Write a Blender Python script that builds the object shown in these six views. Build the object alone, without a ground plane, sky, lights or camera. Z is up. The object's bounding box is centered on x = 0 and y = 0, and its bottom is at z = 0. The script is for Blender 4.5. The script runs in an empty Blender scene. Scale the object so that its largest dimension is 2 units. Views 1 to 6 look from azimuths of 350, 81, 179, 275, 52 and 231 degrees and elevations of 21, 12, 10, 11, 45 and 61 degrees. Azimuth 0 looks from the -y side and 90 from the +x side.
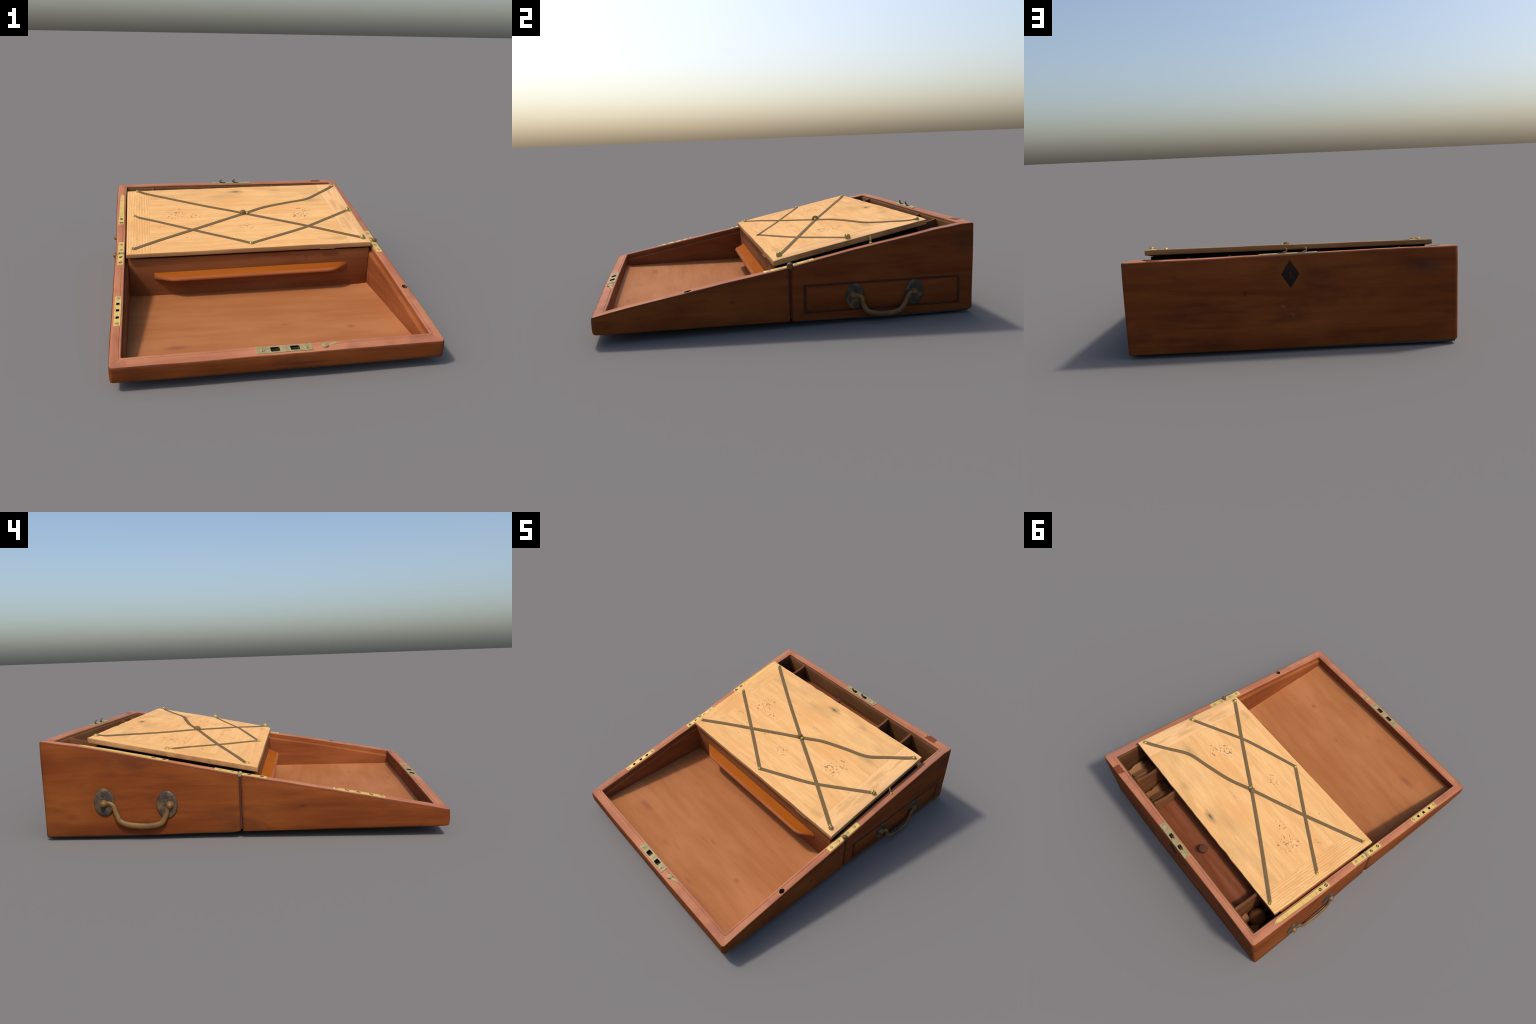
# Antique portable writing box (lap desk), opened flat: base with drawer, handles,
# compartments and strapped pine board; hinged lid with pen ledge side.
import bpy, bmesh, math, random
from mathutils import Vector, Matrix, noise

random.seed(11)
SC = bpy.context.scene

# ------------------------------------------------------------------ materials
class NT:
    def __init__(s, name, rough=0.6, spec=0.3, metallic=0.0):
        s.m = bpy.data.materials.new(name); s.m.use_nodes = True
        s.t = s.m.node_tree; s.n = s.t.nodes
        s.b = s.n['Principled BSDF']
        s.b.inputs['Roughness'].default_value = rough
        s.b.inputs['Specular IOR Level'].default_value = spec
        s.b.inputs['Metallic'].default_value = metallic
        s.co = s.n.new('ShaderNodeTexCoord').outputs['Object']
    def link(s, a, b): s.t.links.new(a, b)
    def put(s, sock, v):
        if hasattr(v, 'is_linked') or isinstance(v, bpy.types.NodeSocket): s.link(v, sock)
        else: sock.default_value = v
    def map(s, scale=(1, 1, 1), loc=(0, 0, 0), rot=(0, 0, 0), src=None):
        k = s.n.new('ShaderNodeMapping')
        s.link(src or s.co, k.inputs['Vector'])
        k.inputs['Scale'].default_value = scale
        k.inputs['Location'].default_value = loc
        k.inputs['Rotation'].default_value = rot
        return k.outputs[0]
    def noise(s, vec, scale, detail=4, rough=0.55, dist=0.0):
        k = s.n.new('ShaderNodeTexNoise'); s.link(vec, k.inputs['Vector'])
        k.inputs['Scale'].default_value = scale; k.inputs['Detail'].default_value = detail
        k.inputs['Roughness'].default_value = rough; k.inputs['Distortion'].default_value = dist
        return k.outputs[0]
    def voronoi(s, vec, scale, feat='F1'):
        k = s.n.new('ShaderNodeTexVoronoi'); k.feature = feat
        s.link(vec, k.inputs['Vector']); k.inputs['Scale'].default_value = scale
        return k.outputs[0]
    def wave(s, vec, scale, dist, detail=3, dscale=1.5, axis='X'):
        k = s.n.new('ShaderNodeTexWave'); k.bands_direction = axis
        s.link(vec, k.inputs['Vector']); k.inputs['Scale'].default_value = scale
        k.inputs['Distortion'].default_value = dist; k.inputs['Detail'].default_value = detail
        k.inputs['Detail Scale'].default_value = dscale
        return k.outputs['Fac']
    def math(s, op, a, b=0.0, c=None, clamp=False):
        k = s.n.new('ShaderNodeMath'); k.operation = op; k.use_clamp = clamp
        s.put(k.inputs[0], a); s.put(k.inputs[1], b)
        if c is not None: s.put(k.inputs[2], c)
        return k.outputs[0]
    def smooth(s, v, lo, hi):
        k = s.n.new('ShaderNodeMapRange'); k.interpolation_type = 'SMOOTHSTEP'
        s.put(k.inputs['Value'], v)
        k.inputs['From Min'].default_value = lo; k.inputs['From Max'].default_value = hi
        return k.outputs[0]
    def mix(s, f, a, b, mode='MIX'):
        k = s.n.new('ShaderNodeMix'); k.data_type = 'RGBA'; k.blend_type = mode
        s.put(k.inputs[0], f)
        for sock, v in ((k.inputs[6], a), (k.inputs[7], b)):
            if isinstance(v, tuple): sock.default_value = (*v, 1) if len(v) == 3 else v
            else: s.link(v, sock)
        return k.outputs[2]
    def xyz(s):
        k = s.n.new('ShaderNodeSeparateXYZ'); s.link(s.co, k.inputs[0]); return k.outputs
    def blob(s, c, r, wob=0.0):
        """soft ellipsoid mask centred at c with radii r (1 at centre, 0 outside)"""
        v = s.n.new('ShaderNodeVectorMath'); v.operation = 'SUBTRACT'
        s.link(s.co, v.inputs[0]); v.inputs[1].default_value = c
        d = s.n.new('ShaderNodeVectorMath'); d.operation = 'DIVIDE'
        s.link(v.outputs[0], d.inputs[0]); d.inputs[1].default_value = r
        l = s.n.new('ShaderNodeVectorMath'); l.operation = 'LENGTH'; s.link(d.outputs[0], l.inputs[0])
        o = l.outputs['Value']
        if wob:
            o = s.math('ADD', o, s.math('MULTIPLY', s.math('SUBTRACT', s.noise(s.co, 30, 3), .5), wob))
        k = s.n.new('ShaderNodeMapRange'); k.interpolation_type = 'SMOOTHSTEP'
        s.link(o, k.inputs['Value']); k.inputs['From Min'].default_value = 1.0
        k.inputs['From Max'].default_value = 0.0
        return k.outputs[0]
    def done(s, col, bump=None, strength=0.2, dist=0.002):
        s.link(col, s.b.inputs['Base Color'])
        if bump is not None:
            k = s.n.new('ShaderNodeBump'); k.inputs['Strength'].default_value = strength
            k.inputs['Distance'].default_value = dist
            s.link(bump, k.inputs['Height']); s.link(k.outputs[0], s.b.inputs['Normal'])
        return s.m

def stretch(axis, along=1.0, across=9.0):
    return tuple(along if i == axis else across for i in range(3))

def wood(name, base, dark, light, axis, rough=0.8, spec=0.06, marks=(), streak=1.0, extra=None, seed=0.0):
    """polished mahogany: broad tone drift, streaks and pores along one axis, knots"""
    t = NT(name, rough, spec)
    mv = t.map(stretch(axis, 1.0, 10.0), loc=(seed, seed * .7, seed * .3))
    streaks = t.noise(mv, 1.6, 6, .6, .4)
    fine = t.noise(t.map(stretch(axis, 6, 130), loc=(seed, 0, seed)), 1.0, 3, .6)
    broad = t.noise(t.map(stretch(axis, 1, 2.2), loc=(seed, seed, 0)), 1.6, 3, .5)
    c = t.mix(t.smooth(streaks, .25, .72), dark, base)
    c = t.mix(t.math('MULTIPLY', t.smooth(broad, .45, .75), .7), c, light)
    c = t.mix(t.math('MULTIPLY', t.smooth(fine, .5, .75), .22 * streak), c, tuple(v * .55 for v in dark))
    for (cx, r, col, amt) in marks:
        c = t.mix(t.math('MULTIPLY', t.blob(cx, r, .5), amt), c, col)
    if extra: c = extra(t, c)
    return t.done(c, t.math('ADD', t.math('MULTIPLY', streaks, .6), fine), .12)

# linear base colours
MAHOG = ((.192, .052, .0125), (.124, .030, .0080), (.230, .070, .016))
RIM = ((.415, .165, .086), (.315, .112, .060), (.465, .198, .104))
FLOOR = ((.358, .136, .049), (.310, .108, .037), (.408, .164, .066))

DK = (.035, .016, .013)
def side_marks(sx):
    x = .82 * sx
    return [((x, -.30, .16), (.05, .03, .012), DK, .6), ((x, .62, .33), (.05, .05, .02), DK, .25),
            ((x, -.75, .12), (.05, .09, .02), DK, .2), ((x, .93, .38), (.05, .09, .10), (.05, .022, .02), .45 if sx > 0 else 0.0)]
def worn(t, c):
    # sooty wear in patches along the lacquer
    n = t.noise(t.map((1, 1, 2.5)), 3.2, 4, .6)
    return t.mix(t.math('MULTIPLY', t.smooth(n, .50, .72), .55), c, (.072, .021, .011))
M_side = wood('mahogany_side', *MAHOG, axis=1, marks=side_marks(-1) + side_marks(1), extra=worn)
def back_extra(t, c):
    c = worn(t, c)
    s = t.xyz()
    # pale scuffed scratch
    u = t.math('ADD', t.math('MULTIPLY', t.math('SUBTRACT', s[0], .018), .72), t.math('MULTIPLY', t.math('SUBTRACT', s[2], .208), .70))
    v = t.math('SUBTRACT', t.math('MULTIPLY', t.math('SUBTRACT', s[2], .208), .72), t.math('MULTIPLY', t.math('SUBTRACT', s[0], .018), .70))
    m = t.math('MULTIPLY', t.smooth(t.math('ABSOLUTE', u), .055, .035), t.smooth(t.math('ABSOLUTE', v), .012, .006))
    m = t.math('MULTIPLY', m, t.smooth(t.noise(t.map((1, 1, 1), rot=(0, .78, 0)), 40, 2), .35, .6))
    return t.mix(t.math('MULTIPLY', m, .35), c, (.28, .12, .07))
M_back = wood('mahogany_back', *MAHOG, axis=0, marks=[((.226, .985, .309), (.02, .1, .02), DK, .6),
    ((.60, .985, .09), (.06, .1, .03), DK, .5), ((.33, .985, .22), (.22, .1, .014), DK, .45), ((-.30, .985, .42), (.2, .1, .02), DK, .3), ((-.66, .975, .40), (.13, .1, .06), (.06, .034, .026), .55), ((.0, .985, .39), (.11, .1, .12), (.20, .075, .012), .5)],
    extra=back_extra, seed=3)
M_front = wood('mahogany_front', *MAHOG, axis=0, extra=worn, marks=[((.12, -.99, .085), (.17, .1, .008), DK, .6)], seed=5)
def rim_extra(t, c):
    s = t.xyz()
    n = t.noise(t.co, 7, 4)
    c = t.mix(t.math('MULTIPLY', t.smooth(n, .48, .70), .45), c, (.23, .085, .058))
    c = t.mix(t.math('MULTIPLY', t.blob((.79, .84, .47), (.06, .28, .2), .5), .55), c, (.25, .13, .10))
    # broken veneer patch near one rear corner
    jag = t.math('MULTIPLY', t.math('SUBTRACT', t.noise(t.map((60, 14, 1)), 1.0, 2), .5), .05)
    px = t.math('ABSOLUTE', t.math('ADD', t.math('SUBTRACT', s[0], .668), jag))
    m = t.math('MULTIPLY', t.math('LESS_THAN', px, .036),
               t.math('GREATER_THAN', t.math('ADD', s[1], t.math('MULTIPLY', jag, .6)), .944))
    c = t.mix(m, c, (.17, .045, .02))
    return c
M_rim_y = wood('rim_edge_long', *RIM, axis=1, rough=.6, extra=rim_extra, streak=.6)
M_rim_x = wood('rim_edge_cross', *RIM, axis=0, rough=.6, extra=rim_extra, streak=.6, seed=2)
M_in_y = wood('inner_wall_long', (.25, .075, .023), (.16, .042, .013), (.31, .10, .035), axis=1, seed=4)
M_in_x = wood('inner_wall_cross', (.23, .075, .026), (.15, .042, .014), (.29, .10, .037), axis=0, seed=6)
PUR = (.19, .060, .038)
M_floor = wood('lid_floor_wood', *FLOOR, axis=0, rough=.65, marks=[
    ((-.50, -.72, .06), (.10, .035, .2), PUR, .6), ((.46, -.62, .06), (.035, .025, .2), PUR, .6),
    ((-.12, -.80, .06), (.05, .03, .2), PUR, .3), ((.10, -.55, .06), (.04, .02, .2), PUR, .35),
    ((.25, -.86, .06), (.07, .02, .2), PUR, .4), ((-.25, -.55, .06), (.14, .03, .2), PUR, .2)], seed=8)
M_panel = wood('riser_panel_wood', (.25, .082, .028), (.17, .052, .017), (.30, .105, .036), axis=0, seed=9,
               marks=[((.336, -.08, .262), (.014, .1, .014), DK, .5)])
M_ledge = wood('pen_ledge_wood', (.30, .078, .008), (.25, .060, .006), (.34, .095, .012), axis=0, rough=.85, spec=.02, seed=10, streak=.3)
M_ledge_nose = wood('pen_ledge_nose_wood', (.33, .10, .035), (.26, .07, .022), (.40, .14, .055), axis=0, rough=.85, spec=.02, seed=12, streak=.3)
M_tray = wood('tray_cover_wood', (.205, .066, .026), (.135, .034, .012), (.27, .11, .06), axis=0, rough=.5, spec=.15, seed=13)  # third tone carries the highlight on the curved cover as colour
M_comp = wood('compartment_wood', (.155, .060, .023), (.08, .030, .013), (.22, .09, .038), axis=1, rough=.7, seed=14)
M_comp_y = wood('compartment_side_wood', (.105, .042, .018), (.06, .024, .011), (.15, .062, .026), axis=1, rough=.8, seed=25)
M_comp_x = wood('compartment_back_wood', (.13, .055, .020), (.08, .031, .012), (.17, .075, .03), axis=0, rough=.8, seed=24)
M_tan = wood('bare_lining_wood', (.23, .108, .044), (.13, .058, .024), (.29, .145, .062), axis=1, rough=.85, seed=27)
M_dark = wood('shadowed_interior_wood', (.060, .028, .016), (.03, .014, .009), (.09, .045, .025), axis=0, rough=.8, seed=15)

def flat(name, col, rough=.7, spec=.2, var=.3, sc=20, metallic=0.0):
    t = NT(name, rough, spec, metallic)
    n = t.noise(t.co, sc, 4)
    return t.done(t.mix(n, tuple(v * (1 - var) for v in col), tuple(min(1, v * (1 + var)) for v in col)), n, .15)
M_baize = flat('worn_baize', (.050, .048, .042), .95, .05, .4, 60)
M_void = flat('painted_shadow_black', (.010, .007, .005), .9, .05, .4, 12)
M_black = flat('blackened_screw', (.035, .030, .028), .6, .25, .4, 60)
M_hole = flat('pocket_dark', (.080, .060, .040), .9, .1, .5, 90)
M_iron = flat('ebony_escutcheon', (.026, .014, .011), .8, .08, .4, 40)
M_bead = flat('drawer_bead_wood', (.060, .020, .015), .7, .12, .35, 18)
M_line = flat('dark_edge_line', (.10, .036, .022), .8, .06, .5, 14)
M_chip = flat('bare_chip', (.24, .16, .105), .8, .1, .2, 40)

def metal(name, bright, tarn, lo, hi, sc=26, rough=.5, metallic=.35):
    t = NT(name, rough, .22, metallic)
    n = t.noise(t.co, sc, 5, .65)
    c = t.mix(t.smooth(n, lo, hi), bright, tarn)
    n2 = t.noise(t.co, sc * 5, 2)
    c = t.mix(t.math('MULTIPLY', t.smooth(n2, .5, .8), .35), c, tuple(v * .5 for v in tarn))
    return t.done(c, n2, .15)
M_brass = metal('brass_plate', (.60, .42, .125), (.46, .325, .105), .45, .7, metallic=.12, rough=.6)
M_brass_pale = metal('dull_brass', (.345, .275, .125), (.255, .205, .10), .4, .65, rough=.65, metallic=.1)
M_screw = metal('brass_screw', (.50, .40, .11), (.26, .21, .06), .42, .68, sc=70)
M_handle = metal('tarnished_brass', (.180, .094, .031), (.095, .056, .027), .40, .72, sc=16, rough=.5, metallic=.2)  # colour taken down to suit the handle on the shaded side
M_hplate = metal('blackened_brass', (.16, .095, .035), (.048, .038, .034), .34, .56, sc=20, rough=.55, metallic=.2)
M_strap = None

# pine writing board ------------------------------------------------
BY0, BZ0, BSL = -.08, .338, .2012           # board plane: z = BZ0 + (y-BY0)*BSL
def bz(y): return BZ0 + (y - BY0) * BSL
def pine(name, axis, kind):
    t = NT(name, .85, .05)
    s = t.xyz()
    fine = t.noise(t.map(stretch(axis, 7, 120)), 1.0, 3, .6)
    med = t.noise(t.map(stretch(axis, 1.5, 16)), 1.5, 5, .6, .5)
    spk = t.noise(t.co, 120, 3, .7)
    broad = t.noise(t.co, 3.0, 3)
    c = t.mix(t.smooth(med, .3, .7), (.635, .345, .134), (.735, .428, .180))
    c = t.mix(t.math('MULTIPLY', t.smooth(broad, .44, .70), .6), c, (.66, .33, .118))
    c = t.mix(t.math('MULTIPLY', t.smooth(spk, .55, .72), .22), c, (.55, .25, .08))
    c = t.mix(t.math('MULTIPLY', t.smooth(fine, .48, .72), .32), c, (.46, .24, .09))
    if kind == 'panel':
        # duller rear part
        rear = t.math('MULTIPLY', t.smooth(s[1], .38, .66), t.smooth(t.noise(t.map((1, 3, 1)), 4, 4), .35, .7))
        c = t.mix(t.math('MULTIPLY', rear, .42), c, (.44, .27, .115))
        for cx, r, a in (((.50, .50, .47), (.13, .05, .2), .5), ((.28, .69, .49), (.06, .035, .2), .4),
                         ((.50, .62, .48), (.12, .05, .2), .25), ((-.15, .62, .47), (.1, .04, .2), .2),
                         ((.56, -.02, .35), (.08, .04, .2), .3)):
            c = t.mix(t.math('MULTIPLY', t.blob(cx, r, .6), a), c, (.30, .20, .09))
        # split knot
        c = t.mix(t.math('MULTIPLY', t.blob((-.002, .682, .492), (.085, .034, .2), .5), .75), c, (.20, .16, .085))
        c = t.mix(t.math('MULTIPLY', t.blob((-.002, .680, .492), (.034, .010, .2), .6), .9), c, (.055, .045, .025))
        # ink specks in clusters
        vn = t.noise(t.map((60, 75, 30)), 1.0, 3, .6)
        sp = t.smooth(vn, .55, .60)
        inks = None
        for (cx, cy, rx, ry, a) in ((-.45, .385, .10, .085, .7), (-.435, .43, .055, .04, 1.0), (-.45, .335, .06, .03, .9), (-.32, .345, .07, .04, .75), (.375, .285, .10, .06, .85),
                                 (.41, .36, .11, .045, .6), (.0, .17, .08, .05, .5), (-.545, .216, .035, .025, 1.0), (-.40, .07, .022, .018, 1.0),
                                 (.05, .467, .06, .022, .6), (.53, .14, .03, .02, .8), (-.24, .20, .06, .03, .5)):
            b = t.math('MULTIPLY', t.blob((cx, cy, bz(cy)), (rx, ry, .3)), a)
            inks = b if inks is None else t.math('MAXIMUM', inks, b)
        m = t.smooth(t.math('MULTIPLY', sp, t.math('POWER', inks, .45)), .22, .6)
        c = t.mix(t.math('MULTIPLY', m, .8), c, (.19, .09, .06))
        dots = t.math('LESS_THAN', t.voronoi(t.map((16, 18, 6)), 1.0), .055)
        c = t.mix(t.math('MULTIPLY', dots, .55), c, (.28, .15, .08))
    elif kind == 'cleat_ridged':
        w = t.wave(t.map((1, .10, 1)), 19.0, 2.6, 4, 1.6, 'X')
        c = t.mix(t.math('MULTIPLY', t.smooth(w, .45, .0), .42), c, (.45, .235, .08))
        bumpsrc = w
    else:
        c = t.mix(.35, c, (.72, .45, .24))
        n = t.noise(t.map((42, 3.0, 1), loc=(.3, .9, 0)), 1.0, 5, .75, .3)
        patch = None
        for cx, cy, rx, ry in ((.655, .15, .05, .19), (.655, .43, .045, .19), (.675, .62, .03, .16), (.70, .30, .035, .25)):
            b = t.blob((cx, cy, bz(cy)), (rx, ry, .4), .5)
            patch = b if patch is None else t.math('MAXIMUM', patch, b)
        m = t.smooth(t.math('ADD', t.math('MULTIPLY', t.math('SUBTRACT', n, .5), 2.2), t.math('MULTIPLY', patch, .75)), .30, .62)
        c = t.mix(t.math('MULTIPLY', m, .48), c, (.47, .25, .095))
    bmp = t.math('ADD', fine, t.math('MULTIPLY', spk, .6))
    if kind == 'cleat_ridged': bmp = t.math('ADD', bmp, t.math('MULTIPLY', bumpsrc, .5))
    return t.done(c, bmp, .3, .003)
M_edge = wood('pine_edge_dark', (.36, .19, .078), (.24, .115, .045), (.50, .28, .12), axis=0, seed=31)  # darker tan than the board's top face
M_pine = pine('pine_board', 0, 'panel')
M_cleatL = pine('pine_cleat_ridged', 1, 'cleat_ridged')
M_cleatR = pine('pine_cleat_worn', 1, 'cleat_worn')
def strap_mat():
    t = NT('woven_strap', .9, .1)
    n = t.noise(t.co, 160, 3); b = t.noise(t.co, 12, 3)
    c = t.mix(n, (.105, .066, .029), (.168, .110, .052))
    c = t.mix(t.math('MULTIPLY', b, .3), c, (.21, .14, .07))
    return t.done(c, n, .3)
M_strap = strap_mat()

# ------------------------------------------------------------------ helpers
root = bpy.data.objects.new('writing_box', None)
SC.collection.objects.link(root)
root['label'] = 'open antique mahogany writing box with strapped pine board'
root['category'] = 'writing box'

def finish(name, bm, mats, parent=None, smooth=40, bevel=0.0, bseg=2):
    me = bpy.data.meshes.new(name)
    bmesh.ops.recalc_face_normals(bm, faces=bm.faces)
    bm.to_mesh(me); bm.free()
    for m in (mats if isinstance(mats, (list, tuple)) else [mats]): me.materials.append(m)
    ob = bpy.data.objects.new(name, me); SC.collection.objects.link(ob)
    ob.parent = parent or root
    if bevel:
        apply_mod(ob, 'BEVEL', width=bevel, segments=bseg, limit_method='ANGLE', angle_limit=math.radians(35))
    if smooth: me_smooth(ob.data, smooth)
    return ob

def me_smooth(me, ang):
    me.polygons.foreach_set('use_smooth', [True] * len(me.polygons))
    me.set_sharp_from_angle(angle=math.radians(ang))

def apply_mod(ob, typ, **kw):
    md = ob.modifiers.new('m', typ)
    for k, v in kw.items(): setattr(md, k, v)
    dg = bpy.context.evaluated_depsgraph_get()
    me = bpy.data.meshes.new_from_object(ob.evaluated_get(dg))
    ob.modifiers.clear()
    old = ob.data; nm = old.name; ob.data = me
    bpy.data.meshes.remove(old); me.name = nm

def lerp(a, b, t): return a + (b - a) * t
def curve1(pts):
    def f(x):
        if x <= pts[0][0]: return pts[0][1]
        for (x0, y0), (x1, y1) in zip(pts, pts[1:]):
            if x <= x1: return lerp(y0, y1, (x - x0) / (x1 - x0))
        return pts[-1][1]
    return f

def box_verts(bm, x0, x1, y0, y1, z0, z1, mi=0):
    """box whose z bounds may be functions of (x, y)"""
    f0 = z0 if callable(z0) else (lambda x, y: z0)
    f1 = z1 if callable(z1) else (lambda x, y: z1)
    v = [bm.verts.new((x, y, f(x, y))) for f in (f0, f1) for (x, y) in ((x0, y0), (x1, y0), (x1, y1), (x0, y1))]
    fs = []
    for q in ((3, 2, 1, 0), (4, 5, 6, 7), (0, 1, 5, 4), (1, 2, 6, 5), (2, 3, 7, 6), (3, 0, 4, 7)):
        f = bm.faces.new([v[i] for i in q]); f.material_index = mi; fs.append(f)
    return v

def box(name, mats, x0, x1, y0, y1, z0, z1, bevel=.003, **kw):
    bm = bmesh.new(); box_verts(bm, x0, x1, y0, y1, z0, z1)
    return finish(name, bm, mats, bevel=bevel, **kw)

def tube(name, pts, radii, mat, parent=None, seg=12, up=(0, 0, 1), sub=6):
    """tube through control points (Catmull-Rom); radii = (a, b) half sizes per point"""
    P = [Vector(p) for p in pts]; Q = []; R = []
    n = len(P)
    for i in range(n - 1):
        p0, p1, p2, p3 = P[max(i - 1, 0)], P[i], P[i + 1], P[min(i + 2, n - 1)]
        for k in range(sub):
            t = k / sub
            Q.append(.5 * ((2 * p1) + (p2 - p0) * t + (2 * p0 - 5 * p1 + 4 * p2 - p3) * t * t + (3 * p1 - p0 - 3 * p2 + p3) * t ** 3))
            R.append(tuple(lerp(radii[i][j], radii[i + 1][j], t) for j in (0, 1)))
    Q.append(P[-1]); R.append(tuple(radii[-1]))
    bm = bmesh.new(); rings = []
    U = Vector(up)
    for i, q in enumerate(Q):
        d = (Q[min(i + 1, len(Q) - 1)] - Q[max(i - 1, 0)]).normalized()
        a = U.cross(d)
        if a.length < 1e-4: a = Vector((1, 0, 0)).cross(d)
        a.normalize(); b = d.cross(a)
        rings.append([bm.verts.new(q + a * R[i][0] * math.cos(t) + b * R[i][1] * math.sin(t))
                      for t in (2 * math.pi * k / seg for k in range(seg))])
    for r0, r1 in zip(rings, rings[1:]):
        for k in range(seg):
            bm.faces.new((r0[k], r0[(k + 1) % seg], r1[(k + 1) % seg], r1[k]))
    bm.faces.new(rings[0][::-1]); bm.faces.new(rings[-1])
    return finish(name, bm, mat, parent, smooth=60)

# ------------------------------------------------------------------ box frames
XO = .822                      # outer half width
XI = .766                      # inner half width at the rim
YF, YFI = -.994, -.927         # front outer / inner
YB, YBI = .978, .922           # back outer / inner
GAP = .005                     # half gap at the hinge line

top_c = curve1([(-1.0, .136), (-.9, .157), (-.5, .231), (-.012, .315), (.012, .321), (.34, .388), (.78, .470), (.93, .489), (1.0, .492)])
bot_c = curve1([(-1.0, .049), (0.0, .031), (.4, .022), (1.0, .017)])
def sstep(x, a, b):
    t = max(0.0, min(1.0, (x - a) / (b - a))); return t * t * (3 - 2 * t)
def ztop(x, y):
    z = top_c(y) - .003 * sstep(-x, .5, .8)
    z += .003 * sstep(y, .85, .95)
    if y > .3: z += (y - .3) / .7 * (-.007 * x / .82)
    if y < .3: z += .004 * x / .82 * max(0, min(1, (.3 - y)))
    return z + .0022 * noise.noise(Vector((x * 3.1, y * 3.1, 4.2))) + .0012 * noise.noise(Vector((x * 11, y * 11, 1.2)))
def zbot(x, y): return bot_c(y)
def outward(x, y, f):
    """old warped boards: outward shift of a wall at plan point (x, y), height fraction f"""
    pil = math.sin(math.pi * max(0, min(1, f))) ** .6
    dx = dy = 0.0
    if abs(x) > .79:
        if x < 0:
            dx = -.011 * sstep(y, .05, .55) - .009 * pil * sstep(y, .45, .85) * sstep(.99 - y, 0, .10)
            dx -= .008 * pil * sstep(-y, .05, .3) * sstep(1 + y, .02, .25)
        else:
            dx = .006 * sstep(y, .92, .98)
    if y > .94:
        dy = .013 * sstep(x, .0, .75) - .012 * sstep(-x, -.3, .7) + .011 * (1.0 if f < .5 else pil) * (1 - .3 * sstep(-x, .0, .8)) * (1 - .8 * sstep(x, .2, .8)) + .004 * sstep(.3 - f, 0, .3)
    if y < -.95:
        dy = .004 * sstep(x, .2, .8) + .004 * sstep(-x, .4, .8) - .003 * pil
    return Vector((dx, dy, 0))

def ring_path(y_end, yo, yi, n_side=44, n_cross=64, ro=.019, ri=.008, narc=8):
    """samples (outer, inner, zone) along left side -> cross wall -> right side.
    y_end: open end near hinge; yo/yi: outer/inner of the cross wall"""
    s = 1 if yo > 0 else -1
    L = []
    for i in range(n_side + 1):
        t = (i / n_side) ** 1.7
        L.append((Vector((-XO, lerp(y_end, yo - s * ro, t))), Vector((-XI, lerp(y_end, yi - s * ri, t))), 0))
    arc = []
    for i in range(1, narc):
        a = math.pi / 2 * i / narc
        o = Vector((-XO + ro - ro * math.cos(a), yo - s * ro + s * ro * math.sin(a)))
        q = Vector((-XI + ri - ri * math.cos(a), yi - s * ri + s * ri * math.sin(a)))
        arc.append((o, q, 0 if i < narc / 2 else (1 if i > narc / 2 else .5)))
    L += arc
    for i in range(n_cross + 1):
        t = i / n_cross
        L.append((Vector((lerp(-XO + ro, XO - ro, t), yo)), Vector((lerp(-XI + ri, XI - ri, t), yi)), 1))
    m = [(Vector((-o.x, o.y)), Vector((-q.x, q.y)), 2 if z == 0 else (1.5 if z == .5 else 1)) for o, q, z in L[:n_side + narc][::-1]]
    return L + m

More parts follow.
